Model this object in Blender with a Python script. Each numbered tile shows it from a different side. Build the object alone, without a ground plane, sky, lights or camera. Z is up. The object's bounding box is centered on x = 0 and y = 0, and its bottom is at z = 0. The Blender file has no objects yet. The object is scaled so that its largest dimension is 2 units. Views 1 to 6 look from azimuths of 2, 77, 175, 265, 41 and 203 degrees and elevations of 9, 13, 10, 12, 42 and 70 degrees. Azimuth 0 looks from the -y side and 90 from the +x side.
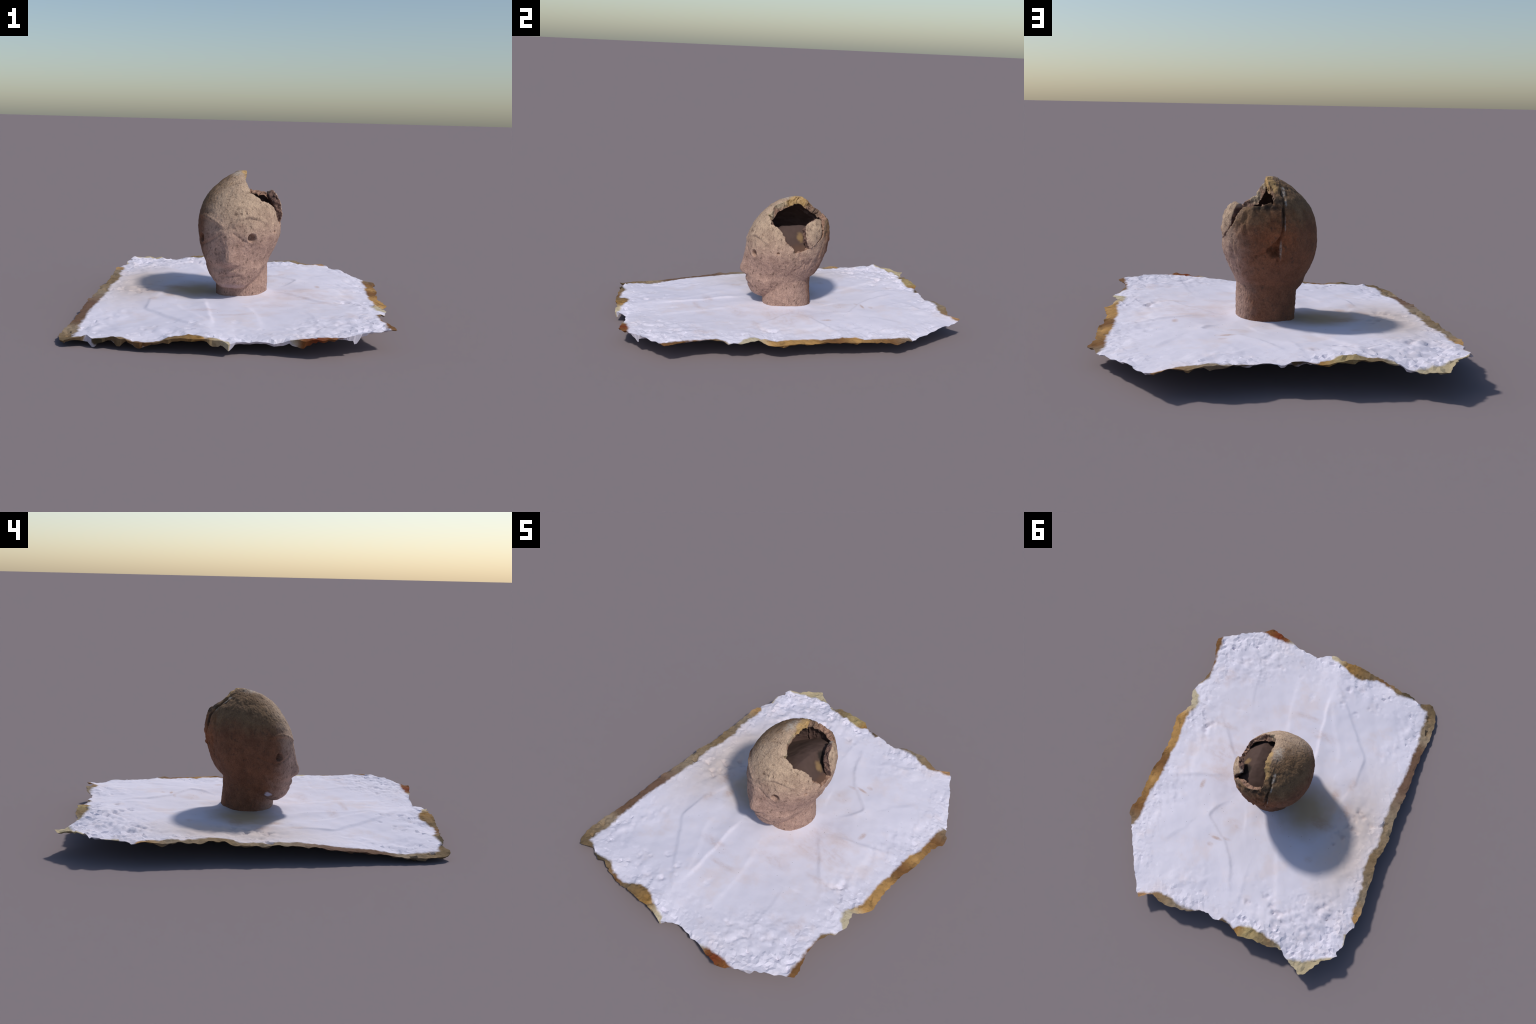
"""Hollow broken terracotta head standing on a ragged, crumpled white sheet."""
import bpy, math
import numpy as np
from mathutils import Vector, geometry

rng = np.random.default_rng(7)

# ------------------------------------------------------------------ utilities
def hash3(ix, iy, iz, seed):
    h = (ix.astype(np.int64) * 374761393 + iy.astype(np.int64) * 668265263
         + iz.astype(np.int64) * 2147483647 + seed * 974711) & 0xFFFFFFFF
    h = ((h ^ (h >> 13)) * 1274126177) & 0xFFFFFFFF
    h = ((h ^ (h >> 16)) * 2246822519) & 0xFFFFFFFF
    return ((h ^ (h >> 15)) & 0xFFFFFF) / float(0xFFFFFF)

def noise(P, scale, seed=0):
    """smooth value noise in -1..1; P (n,3)"""
    Q = np.asarray(P, float) * scale + 1000.0
    i = np.floor(Q); f = Q - i; f = f * f * f * (f * (f * 6 - 15) + 10)
    i = i.astype(np.int64); out = 0
    for dx in (0, 1):
        for dy in (0, 1):
            for dz in (0, 1):
                w = ((f[:, 0] if dx else 1 - f[:, 0]) * (f[:, 1] if dy else 1 - f[:, 1])
                     * (f[:, 2] if dz else 1 - f[:, 2]))
                out = out + w * hash3(i[:, 0] + dx, i[:, 1] + dy, i[:, 2] + dz, seed)
    return out * 2 - 1

def fbm(P, scale, octaves=3, seed=0):
    r = 0; a = 1.0; t = 0
    for k in range(octaves):
        r = r + a * noise(P, scale * 2 ** k, seed + k); t += a; a *= .5
    return r / t

def sstep(a, b, x):
    t = np.clip((x - a) / (b - a), 0, 1); return t * t * (3 - 2 * t)

def dist_polyline(P, pts):
    """distance of points (n,k) to a polyline, k = 2 or 3"""
    pts = np.asarray(pts, float); best = np.full(len(P), 1e9)
    for a, b in zip(pts[:-1], pts[1:]):
        d = b - a; t = np.clip(((P - a) @ d) / max(d @ d, 1e-12), 0, 1)
        best = np.minimum(best, np.linalg.norm(P - (a + t[:, None] * d), axis=1))
    return best

def signed_polygon(p, poly):
    """>0 outside, <0 inside"""
    poly = np.asarray(poly, float); n = len(poly)
    d = dist_polyline(p, np.vstack([poly, poly[:1]]))
    ins = np.zeros(len(p), bool)
    for i in range(n):
        a, b = poly[i], poly[(i + 1) % n]
        c = (a[1] > p[:, 1]) != (b[1] > p[:, 1])
        xx = a[0] + (p[:, 1] - a[1]) * (b[0] - a[0]) / (b[1] - a[1] + 1e-15)
        ins ^= c & (p[:, 0] < xx)
    return np.where(ins, -d, d)

def pchip(x, y, xq):
    h = np.diff(x); d = np.diff(y) / h; m = np.zeros_like(y); m[0] = d[0]; m[-1] = d[-1]
    for i in range(1, len(x) - 1):
        if d[i - 1] * d[i] > 0:
            w1 = 2 * h[i] + h[i - 1]; w2 = h[i] + 2 * h[i - 1]
            m[i] = (w1 + w2) / (w1 / d[i - 1] + w2 / d[i])
    i = np.clip(np.searchsorted(x, xq) - 1, 0, len(x) - 2); t = (xq - x[i]) / h[i]
    return ((2 * t**3 - 3 * t**2 + 1) * y[i] + (t**3 - 2 * t**2 + t) * h[i] * m[i]
            + (-2 * t**3 + 3 * t**2) * y[i + 1] + (t**3 - t**2) * h[i] * m[i + 1])

def make_mesh(name, verts, faces):
    me = bpy.data.meshes.new(name)
    me.from_pydata([tuple(v) for v in verts], [], [tuple(int(i) for i in f) for f in faces])
    me.update(); return me

def link(obj, parent=None):
    bpy.context.scene.collection.objects.link(obj)
    if parent is not None:
        obj.parent = parent
        obj.location = -parent.location
    return obj

# ------------------------------------------------------------------ materials
class Nodes:
    def __init__(self, name):
        self.m = bpy.data.materials.new(name); self.m.use_nodes = True
        self.t = self.m.node_tree; self.t.nodes.clear()
        self.co = self.new('ShaderNodeTexCoord').outputs['Object']
        s = self.new('ShaderNodeSeparateXYZ'); self.t.links.new(self.co, s.inputs[0])
        self.x, self.y, self.z = s.outputs
    def new(self, kind, **kw):
        n = self.t.nodes.new(kind)
        for k, v in kw.items(): setattr(n, k, v)
        return n
    def put(self, sock, v):
        if isinstance(v, bpy.types.NodeSocket): self.t.links.new(v, sock)
        elif isinstance(v, (tuple, list)) and len(v) == 3 and sock.type == 'RGBA': sock.default_value = (*v, 1)
        else: sock.default_value = v
    def math(self, op, a, b=0.0, clamp=False):
        n = self.new('ShaderNodeMath', operation=op, use_clamp=clamp)
        self.put(n.inputs[0], a); self.put(n.inputs[1], b); return n.outputs[0]
    def step(self, x, lo, hi):
        n = self.new('ShaderNodeMapRange', interpolation_type='SMOOTHSTEP')
        self.put(n.inputs['Value'], x); n.inputs['From Min'].default_value = lo; n.inputs['From Max'].default_value = hi
        return n.outputs[0]
    def noise(self, scale, detail=4, rough=.55, co=None, dist=0.0):
        n = self.new('ShaderNodeTexNoise'); self.put(n.inputs['Vector'], co or self.co)
        n.inputs['Scale'].default_value = scale; n.inputs['Detail'].default_value = detail
        n.inputs['Roughness'].default_value = rough; n.inputs['Distortion'].default_value = dist
        return n.outputs['Fac']
    def voronoi(self, scale, out='Distance', co=None):
        n = self.new('ShaderNodeTexVoronoi'); self.put(n.inputs['Vector'], co or self.co)
        n.inputs['Scale'].default_value = scale; return n.outputs[out]
    def mapped(self, scale=(1, 1, 1), loc=(0, 0, 0)):
        n = self.new('ShaderNodeMapping'); self.put(n.inputs['Vector'], self.co)
        n.inputs['Scale'].default_value = scale; n.inputs['Location'].default_value = loc
        return n.outputs[0]
    def mix(self, f, a, b, blend='MIX'):
        n = self.new('ShaderNodeMix', data_type='RGBA', blend_type=blend)
        self.put(n.inputs[0], f); self.put(n.inputs[6], a); self.put(n.inputs[7], b); return n.outputs[2]
    def ramp(self, x, stops, interp='LINEAR'):
        n = self.new('ShaderNodeValToRGB'); self.put(n.inputs[0], x); r = n.color_ramp; r.interpolation = interp
        while len(r.elements) < len(stops): r.elements.new(.5)
        for e, (p, c) in zip(r.elements, stops): e.position = p; e.color = (*c, 1)
        return n.outputs[0]
    def curve(self, x, lo, hi, pts):
        """piecewise linear y(x), built from chained map ranges: lookup as a colour ramp of grey values"""
        n = self.new('ShaderNodeMapRange'); self.put(n.inputs['Value'], x)
        n.inputs['From Min'].default_value = lo; n.inputs['From Max'].default_value = hi
        return self.ramp(n.outputs[0], [((p - lo) / (hi - lo), (v, v, v)) for p, v in pts])
    def blob(self, c, r, soft=.5, wob=.0, scale=30):
        """soft ellipsoid mask: 1 inside"""
        v = self.new('ShaderNodeVectorMath', operation='SUBTRACT'); self.put(v.inputs[0], self.co); v.inputs[1].default_value = c
        d = self.new('ShaderNodeVectorMath', operation='DIVIDE'); self.put(d.inputs[0], v.outputs[0])
        d.inputs[1].default_value = r if isinstance(r, tuple) else (r, r, r)
        l = self.new('ShaderNodeVectorMath', operation='LENGTH'); self.put(l.inputs[0], d.outputs[0])
        val = l.outputs['Value']
        if wob: val = self.math('ADD', val, self.math('MULTIPLY', self.math('SUBTRACT', self.noise(scale, 3), .5), wob))
        n = self.new('ShaderNodeMapRange', interpolation_type='SMOOTHSTEP'); self.put(n.inputs['Value'], val)
        n.inputs['From Min'].default_value = 1 + soft; n.inputs['From Max'].default_value = max(1 - soft, 0)
        return n.outputs[0]
    def maxi(self, *m):
        r = m[0]
        for k in m[1:]: r = self.math('MAXIMUM', r, k)
        return r
    def finish(self, col, rough=.85, bump=None, strength=.3, dist=.002, spec=.25, sheen=0):
        b = self.new('ShaderNodeBsdfPrincipled'); o = self.new('ShaderNodeOutputMaterial')
        self.put(b.inputs['Base Color'], col); self.put(b.inputs['Roughness'], rough)
        b.inputs['Specular IOR Level'].default_value = spec
        if bump is not None:
            n = self.new('ShaderNodeBump'); n.inputs['Strength'].default_value = strength
            n.inputs['Distance'].default_value = dist; self.put(n.inputs['Height'], bump)
            self.t.links.new(n.outputs[0], b.inputs['Normal'])
        self.t.links.new(b.outputs[0], o.inputs[0]); return self.m

def rgb(r, g, b):
    f = lambda c: (c / 255 / 12.92) if c / 255 <= .04045 else ((c / 255 + .055) / 1.055) ** 2.4
    return (f(r), f(g), f(b))

def fired_clay():
    n = Nodes('fired_clay')
    big = n.noise(7, 5, .6); mid = n.noise(28, 5, .65); fine = n.noise(170, 4, .7)
    # pale sandy crust on the forehead and crown, pinkish body below
    h = n.math('ADD', n.z, n.math('MULTIPLY', n.math('SUBTRACT', big, .5), .16))
    h = n.math('ADD', h, n.math('MULTIPLY', n.math('SUBTRACT', mid, .5), .07))
    sandy = n.step(h, .34, .60)
    pink = n.mix(mid, rgb(152, 122, 110), rgb(188, 156, 141))
    sand = n.mix(mid, rgb(160, 136, 116), rgb(202, 176, 152))
    col = n.mix(sandy, pink, sand)
    # red-brown hue, partly baked-in shade, over the back and the far side
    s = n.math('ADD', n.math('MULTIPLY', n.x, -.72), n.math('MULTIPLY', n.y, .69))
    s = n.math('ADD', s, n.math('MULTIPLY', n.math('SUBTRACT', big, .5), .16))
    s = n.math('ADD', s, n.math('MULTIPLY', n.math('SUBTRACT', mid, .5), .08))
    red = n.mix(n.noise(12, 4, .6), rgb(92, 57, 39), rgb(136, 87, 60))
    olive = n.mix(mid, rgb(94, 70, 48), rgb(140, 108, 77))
    shaded_brown = n.mix(n.step(h, .50, .62), red, olive)
    col = n.mix(n.math('MULTIPLY', n.step(s, -.06, .10), .92), col, shaded_brown)
    # rusty blush beside the crack
    col = n.mix(n.math('MULTIPLY', n.blob((-.02, .26, .5), (.09, .09, .12), .6, .8, 20), .45), col, rgb(150, 88, 52))
    # temper: pale grains and dark pits
    g = n.voronoi(95, 'Distance'); gc = n.voronoi(95, 'Color')
    sep = n.new('ShaderNodeSeparateColor'); n.put(sep.inputs[0], gc)
    pick = n.math('GREATER_THAN', sep.outputs[0], .72)
    grain = n.math('MULTIPLY', pick, n.step(g, .34, .16))
    col = n.mix(n.math('MULTIPLY', grain, .4), col, n.mix(1.0, col, (1.5, 1.42, 1.3), 'MULTIPLY'))
    pit = n.math('MULTIPLY', n.step(n.noise(60, 4, .65, n.mapped((1, 1, .7))), .54, .70), .65)
    col = n.mix(pit, col, rgb(84, 64, 54))
    col = n.mix(1.0, col, n.ramp(fine, [(.30, (.66, .64, .62)), (.48, (.97, .97, .97)), (.56, (1.03, 1.03, 1.03)), (.72, (1.34, 1.32, 1.28))]), 'MULTIPLY')
    col = n.mix(1.0, col, n.ramp(n.noise(20, 5, .7), [(.32, (.78, .76, .75)), (.5, (1, 1, 1)), (.68, (1.18, 1.18, 1.16))]), 'MULTIPLY')
    # plaster: smear on the crown, thin line beside the crack
    pl = n.maxi(n.math('MULTIPLY', n.blob((-.022, .018, .735), (.03, .045, .03), .6, .9, 40), .75),
                n.blob((-.050, .150, .682), (.009, .03, .03), .4, .5, 70),
                n.blob((-.058, .198, .645), (.005, .02, .045), .5, 1.1, 90),
                n.blob((-.054, .25, .55), (.003, .03, .03), .5, 1.3, 90),
                n.blob((-.036, .245, .435), (.005, .03, .035), .6, 1.2, 80))
    pl = n.math('MULTIPLY', pl, n.math('ADD', .25, n.step(n.noise(80, 4, .7), .42, .60)), True)
    col = n.mix(n.math('MULTIPLY', pl, .7), col, rgb(184, 176, 166))
    col = n.mix(n.blob((-.141, -.074, .180), (.035, .019, .017), .25, 1.2, 45), col, rgb(200, 192, 210))  # sheet colour the scan spilled onto the jaw
    col = n.mix(n.math('MULTIPLY', n.blob((-.03, -.18, .152), (.07, .05, .014), .6, .6, 30), .22), col, rgb(176, 160, 172))  # lilac sheet tint, likewise projected onto the chin by the scan
    och = n.maxi(n.blob((-.008, .150, .695), (.02, .022, .03), .4, .8, 50), n.blob((.002, .122, .71), (.02, .022, .03), .4, .8, 50), n.blob((.010, .088, .73), (.017, .028, .03), .4, .8, 50),
                 n.blob((.014, .05, .735), (.013, .03, .03), .4, .8, 50))
    col = n.mix(n.math('MULTIPLY', och, .85), col, n.mix(mid, rgb(150, 116, 72), rgb(206, 172, 120)))
    # dark grey-brown tone in and beside the crack
    crack_dark = n.maxi(n.blob((-.03, .215, .648), (.03, .03, .02), .5, .8, 40), n.blob((-.045, .24, .585), (.009, .04, .05), .5, .8, 50),
                  n.blob((.03, .24, .62), (.06, .02, .012), .6, .9, 40))
    col = n.mix(n.math('MULTIPLY', crack_dark, .75), col, rgb(50, 44, 38))
    bump = n.math('ADD', n.math('MULTIPLY', n.noise(90, 5, .7), .7), n.math('MULTIPLY', fine, .5))
    bump = n.math('ADD', bump, n.math('MULTIPLY', grain, .35))
    return n.finish(col, .9, bump, .85, .005)

def broken_clay():
    n = Nodes('broken_clay')
    mid = n.noise(35, 5, .65); fine = n.noise(140, 4, .7)
    col = n.mix(mid, rgb(118, 88, 76), rgb(176, 140, 118))
    gold = n.blob((-.005, .06, .72), (.07, .085, .06), .35, .5, 25)
    col = n.mix(gold, col, n.mix(mid, rgb(160, 126, 78), rgb(208, 174, 122)))
    pale = n.maxi(n.blob((.05, -.105, .64), (.04, .03, .04), .5, .5), n.blob((.02, -.05, .70), (.03, .05, .03), .5, .5))
    col = n.mix(n.math('MULTIPLY', pale, .8), col, n.mix(mid, rgb(170, 150, 122), rgb(222, 206, 178)))
    back = n.blob((-.03, .19, .64), (.05, .05, .05), .4, .6)
    col = n.mix(n.math('MULTIPLY', back, .7), col, n.mix(mid, rgb(66, 54, 46), rgb(140, 118, 100)))
    col = n.mix(n.math('MULTIPLY', n.step(fine, .52, .7), .5), col, rgb(206, 178, 150))
    col = n.mix(n.math('MULTIPLY', n.step(fine, .48, .3), .5), col, rgb(74, 56, 48))
    return n.finish(col, .92, n.math('ADD', mid, n.math('MULTIPLY', fine, .6)), .7, .005)

def inner_clay():
    n = Nodes('inner_clay')
    mid = n.noise(16, 4, .6, dist=.4); streak = n.noise(9, 3, .6, n.mapped((1, 1, 5)))
    col = n.mix(mid, rgb(72, 56, 52), rgb(108, 84, 76))
    col = n.mix(n.math('MULTIPLY', streak, .4), col, rgb(58, 46, 42))
    return n.finish(col, .95, n.math('ADD', mid, streak), .4, .004)

def scan_membrane():  # colour of the membrane that scan hole filling left inside
    n = Nodes('scan_membrane')
    mid = n.noise(12, 3, .5); streak = n.noise(14, 3, .6, n.mapped((1, 3, 1)))
    col = n.mix(mid, rgb(70, 54, 50), rgb(102, 82, 74))
    col = n.mix(n.math('MULTIPLY', streak, .35), col, rgb(58, 46, 42))
    col = n.mix(n.math('MULTIPLY', n.blob((.19, .05, .455), (.05, .07, .03), .6), .4), col, rgb(110, 78, 58))
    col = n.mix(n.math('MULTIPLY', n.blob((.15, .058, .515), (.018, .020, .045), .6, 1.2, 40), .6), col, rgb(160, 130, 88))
    col = n.mix(n.math('MULTIPLY', n.blob((.15, .115, .52), (.06, .036, .09), .25, .6, 45), .9), col, rgb(48, 42, 38))
    return n.finish(col, .95, n.math('ADD', mid, streak), .2, .003)

def shard_clay():
    n = Nodes('shard_clay')
    mid = n.noise(30, 5, .65); fine = n.noise(130, 4, .7)
    col = n.mix(mid, rgb(84, 64, 60), rgb(136, 106, 94))
    col = n.mix(n.math('MULTIPLY', n.step(fine, .52, .7), .5), col, rgb(190, 156, 130))
    col = n.mix(n.math('MULTIPLY', n.step(fine, .48, .3), .6), col, rgb(64, 46, 42))
    col = n.mix(n.math('MULTIPLY', n.blob((.14, .17, .635), .025, .5, .5), .6), col, rgb(206, 188, 170))
    return n.finish(col, .92, n.math('ADD', mid, n.math('MULTIPLY', fine, .7)), .7, .006)

def sheet_cloth():
    n = Nodes('sheet_cloth')
    big = n.noise(3, 4, .6); mid = n.noise(14, 4, .6); fine = n.noise(60, 3, .6)
    col = n.mix(big, rgb(209, 206, 222), rgb(224, 218, 227))
    col = n.mix(n.math('MULTIPLY', n.step(mid, .5, .75), .3), col, rgb(220, 208, 212))
    # yellow stain mixed with baked-in head shadow, away from the opening
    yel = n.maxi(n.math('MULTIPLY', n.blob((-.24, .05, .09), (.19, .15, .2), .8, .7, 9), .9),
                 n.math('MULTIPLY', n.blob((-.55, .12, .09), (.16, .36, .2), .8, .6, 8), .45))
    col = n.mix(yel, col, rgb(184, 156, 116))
    col = n.mix(n.math('MULTIPLY', n.step(n.noise(5.5, 4, .6), .52, .72), .3), col, rgb(214, 192, 184))
    # brown smudges of soil
    spots = [((-.346, .112), (.07, .035), .6), ((-.362, .348), (.025, .02), .35), ((-.011, -.516), (.07, .018), .4),
             ((-.138, -.431), (.08, .03), .35), ((.198, .45), (.03, .008), .8), ((.217, .498), (.016, .012), .6),
             ((.14, .43), (.022, .008), .7), ((.398, -.061), (.10, .05), .3), ((.353, .062), (.07, .06), .25), ((-.359, -.101), (.022, .03), .6),
             ((-.451, -.021), (.03, .05), .5), ((.424, .167), (.012, .03), .6), ((.24, .0), (.06, .1), .28),
             ((.14, .329), (.05, .035), .3), ((.576, -.57), (.03, .05), .35), ((.18, -.3), (.1, .03), .3),
             ((-.43, -.2), (.02, .04), .35), ((.30, -.12), (.12, .04), .32), ((.45, -.25), (.06, .02), .3)]
    m = None
    brk = n.step(n.noise(22, 4, .7, n.mapped((1, 1.6, 1))), .40, .66)
    for (x, y), (rx, ry), k in spots:
        b = n.math('MULTIPLY', n.blob((x, y, .09), (rx, ry, .3), .7, .9, 14), k)
        m = b if m is None else n.maxi(m, b)
    m = n.math('MULTIPLY', m, n.math('ADD', .35, n.math('MULTIPLY', brk, .65)))
    col = n.mix(n.math('MULTIPLY', m, .8), col, rgb(176, 136, 108))
    # dark specks of grit, thickest near the neck
    v = n.voronoi(56, 'Distance'); vc = n.voronoi(56, 'Color'); sp = n.new('ShaderNodeSeparateColor'); n.put(sp.inputs[0], vc)
    grit = n.math('MULTIPLY', n.math('GREATER_THAN', sp.outputs[0], .93), n.step(n.math('ADD', v, n.math('MULTIPLY', fine, .12)), .22, .10))
    grit = n.math('MULTIPLY', grit, n.blob((.05, 0, .09), (.62, .68, .5), .3))
    col = n.mix(n.math('MULTIPLY', grit, .7), col, rgb(74, 62, 60))
    # border where the scan caught the table beneath: ragged bands measured along each side
    rag = n.math('ADD', n.math('MULTIPLY', n.math('SUBTRACT', n.noise(26, 4, .6), .5), .035),
                 n.math('MULTIPLY', n.math('SUBTRACT', n.noise(9, 2, .5), .5), .03))
    tone = n.mix(mid, (.75, .75, .75), (1.2, 1.2, 1.2)); dirt = n.step(n.noise(34, 4, .7), .50, .66)
    def band(col, axis, along, sign, lo, hi, limit, tint, soft=.011):
        # limit: where the band begins (distance from the centre line), per position along the side
        e = n.curve(along, lo, hi, limit)
        d = n.math('SUBTRACT', n.math('ADD', n.math('MULTIPLY', axis, sign), rag), e)
        mask = n.step(d, -soft, soft)
        q = n.new('ShaderNodeMapRange'); n.put(q.inputs['Value'], along)
        q.inputs['From Min'].default_value = lo; q.inputs['From Max'].default_value = hi
        t = n.ramp(q.outputs[0], [((p - lo) / (hi - lo), c) for p, c in tint])
        t = n.mix(1.0, t, tone, 'MULTIPLY')
        t = n.mix(n.math('MULTIPLY', dirt, .35), t, rgb(70, 58, 42))
        return n.mix(mask, col, t)
    gold, brown, olive = rgb(172, 132, 80), rgb(120, 84, 50), rgb(130, 108, 80)
    dark, cream, tan, rust = rgb(72, 64, 46), rgb(190, 176, 148), rgb(140, 124, 104), rgb(130, 82, 46)
    mauve, white = rgb(112, 86, 72), rgb(214, 212, 226)
    col = band(col, n.x, n.y, -1, -1, 1,
               [(-1, .66), (-.8, .69), (-.63, .70), (-.37, .703), (-.11, .69), (.1, .707), (.18, .687), (.26, .693), (.39, .715),
                (.58, .731), (.63, .80), (.66, .80), (.68, .725), (.74, .74), (.80, .80), (1, .9)],
               [(-1, dark), (-.85, olive), (-.68, tan), (-.6, rgb(110, 84, 66)), (-.3, mauve), (-.1, tan), (.2, olive), (.45, tan), (.6, gold), (.7, cream), (1, cream)])
    col = band(col, n.x, n.y, 1, -1, 1,
               [(-.84, .73), (-.76, .728), (-.62, .708), (-.5, .693), (-.45, .735), (-.41, .76), (-.365, .695), (-.306, .68), (-.25, .71), (-.2, .72),
                (-.04, .695), (.17, .697), (.25, .692), (.33, .712), (.45, .70), (.56, .70), (.60, .76), (1, .95)],
               [(-1, brown), (-.6, brown), (-.47, olive), (-.40, cream), (-.30, cream), (-.22, gold), (0, gold), (.1, brown), (.16, brown), (.25, gold), (.45, brown), (.6, tan), (1, tan)])
    col = band(col, n.y, n.x, -1, -1, 1,
               [(-.75, .86), (-.654, .875), (-.6, .91), (-.54, .912), (-.458, .905), (-.40, .945), (-.3, .945), (-.218, .90), (-.116, .918), (-.067, .943),
                (.02, .965), (.06, 1.05), (.25, 1.05), (.29, .958), (.356, .95), (.449, .948), (.52, .962), (.56, 1.03), (.68, .95), (.72, .86), (.80, .80)],
               [(-1, dark), (-.62, olive), (-.56, dark), (-.45, olive), (-.35, brown), (-.28, olive), (-.1, rgb(146, 110, 60)), (.0, cream), (.2, cream), (.3, cream), (.34, rust), (.4, rgb(120, 56, 30)), (.46, rust), (.6, brown), (.75, brown), (1, brown)])
    col = band(col, n.y, n.x, 1, -1, 1,
               [(-.8, .80), (-.70, .842), (-.653, .869), (-.574, .915), (-.5, .938), (-.45, .95), (-.411, .885), (-.321, .874), (-.23, .862), (-.152, .879), (-.123, .905), (-.035, .873),
                (0, .96), (.08, .96), (.103, .890), (.177, .914), (.242, .901), (.304, .882), (.376, .89), (.451, .917), (.482, .936), (.52, .99)],
               [(-1, cream), (-.6, rgb(176, 160, 128)), (-.45, cream), (-.35, olive), (-.2, rgb(164, 146, 104)), (-.14, rgb(150, 112, 62)), (-.08, rgb(76, 62, 50)), (.02, olive), (.12, rgb(96, 82, 66)), (.25, tan), (.34, olive), (.45, rgb(160, 122, 84)), (1, tan)])
    bump = n.math('ADD', n.math('MULTIPLY', fine, .6), n.math('MULTIPLY', n.noise(220, 2, .5), .4))
    return n.finish(col, .9, bump, .25, .003, .15)

MAT_CLAY, MAT_BREAK, MAT_INNER, MAT_FILL, MAT_SHARD, MAT_SHEET = fired_clay(), broken_clay(), inner_clay(), scan_membrane(), shard_clay(), sheet_cloth()

# ------------------------------------------------------------------ head: outer form
# Head-local frame: a = towards the viewer's right, b = face direction; turned 9 degrees off -y
TURN = math.radians(9.0)
FWD = np.array([-math.sin(TURN), -math.cos(TURN), 0.]); SIDE = np.array([math.cos(TURN), -math.sin(TURN), 0.])
BASE = np.array([0., .02, 0.]); UP = np.array([0, 0, 1.]); ZTOP = .743
# elliptical cross-section stations of skull and jaw: height, centre a, centre b, half width, half depth
SKULL = np.array([
    (.743, .0, -.045, .0, .0), (.735, .0, -.04, .028, .045), (.727, .0, -.034, .046, .064), (.71, .0, -.027, .074, .094), (.69, .0, -.024, .103, .121),
    (.67, .0, -.025, .123, .147), (.65, .0, -.028, .144, .171), (.62, .0, -.028, .168, .199), (.59, .0, -.024, .187, .216), (.55, .0, -.016, .203, .232),
    (.5, -.002, -.008, .208, .243), (.45, -.001, .002, .21, .243), (.42, .0, .006, .209, .24), (.4, .0, .009, .205, .237), (.37, -.002, .013, .197, .233),
    (.35, -.003, .018, .189, .229), (.31, -.005, .028, .171, .22), (.28, -.005, .04, .158, .207), (.25, -.006, .07, .152, .165), (.22, -.007, .097, .137, .135),
    (.19, -.006, .113, .115, .107), (.165, -.004, .128, .092, .083), (.15, -.002, .136, .074, .062), (.14, .0, .14, .06, .036), (.132, .0, .137, .02, .006)])
NECK = np.array([
    (.04, -.127, .152, -.165, .128), (.075, -.126, .151, -.16, .131), (.1, -.125, .15, -.153, .138), (.14, -.126, .151, -.149, .14),
    (.19, -.127, .148, -.145, .138), (.25, -.128, .145, -.143, .13), (.3, -.13, .143, -.14, .12)])

def axis_b(z): return np.interp(z, [.3, .743], [-.005, -.045])

def radial(theta, z):
    theta, z = np.broadcast_arrays(theta, z); ax = axis_b(z)
    q = np.sqrt(np.maximum(ZTOP - z, 0)); Q = np.sqrt(ZTOP - SKULL[:, 0])
    def hit(a0, b0, sa, sb, rot):
        b0 = b0 - ax; sa = np.maximum(sa, 1e-5); sb = np.maximum(sb, 1e-5); c, s = np.cos(rot), np.sin(rot)
        turn = lambda u, v: ((u * c - v * s) / sa, (u * s + v * c) / sb)
        ca, cb = turn(np.cos(theta), np.sin(theta)); oa, ob = turn(-a0, -b0)
        A = ca * ca + cb * cb; B = oa * ca + ob * cb; D = B * B - A * (oa * oa + ob * ob - 1)
        return np.where(D > 0, (-B + np.sqrt(np.maximum(D, 0))) / A, 0.)
    t = np.clip((z - .2) / .13, 0, 1); rot = math.radians(-18) * t * t * (3 - 2 * t)
    rh = hit(*[pchip(Q, SKULL[:, k], np.clip(q, 0, Q[-1])) for k in (1, 2, 3, 4)], rot)
    rh = np.maximum(np.where(z >= .132, rh, 0.), 0)
    zn = np.clip(z, .04, .3); l, r, b, f = [np.interp(zn, NECK[:, 0], NECK[:, k]) for k in (1, 2, 3, 4)]
    rn = hit((l + r) / 2, (b + f) / 2, (r - l) / 2, (f - b) / 2, 0 * z)
    rn = np.maximum(np.where(z > .3, rn - (z - .3) * 2, rn), 0)
    k = .03; h = np.clip(.5 + .5 * (rh - rn) / k, 0, 1)
    return np.where(z > .36, rh, rn * (1 - h) + rh * h + k * h * (1 - h))

NT = 540
zs = np.concatenate([np.linspace(.058, .135, 34)[:-1], np.linspace(.135, .62, 200)[:-1], ZTOP - (np.linspace(math.sqrt(ZTOP - .62), .004, 78)) ** 2])
NZ = len(zs)
th = np.linspace(0, 2 * np.pi, NT, endpoint=False)
TH, ZZ = np.meshgrid(th, zs)
R = radial(TH, ZZ); ca, cb = R * np.cos(TH), axis_b(ZZ) + R * np.sin(TH)
G = BASE + ca[..., None] * SIDE + cb[..., None] * FWD + ZZ[..., None] * UP
dth = np.roll(G, -1, 1) - np.roll(G, 1, 1); dz = np.gradient(G, axis=0)
N = np.cross(dz, dth); N /= np.linalg.norm(N, axis=2, keepdims=True) + 1e-12
P = G.reshape(-1, 3).copy(); N = N.reshape(-1, 3); LA, LB, LZ = ca.ravel(), cb.ravel(), ZZ.ravel()

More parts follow.
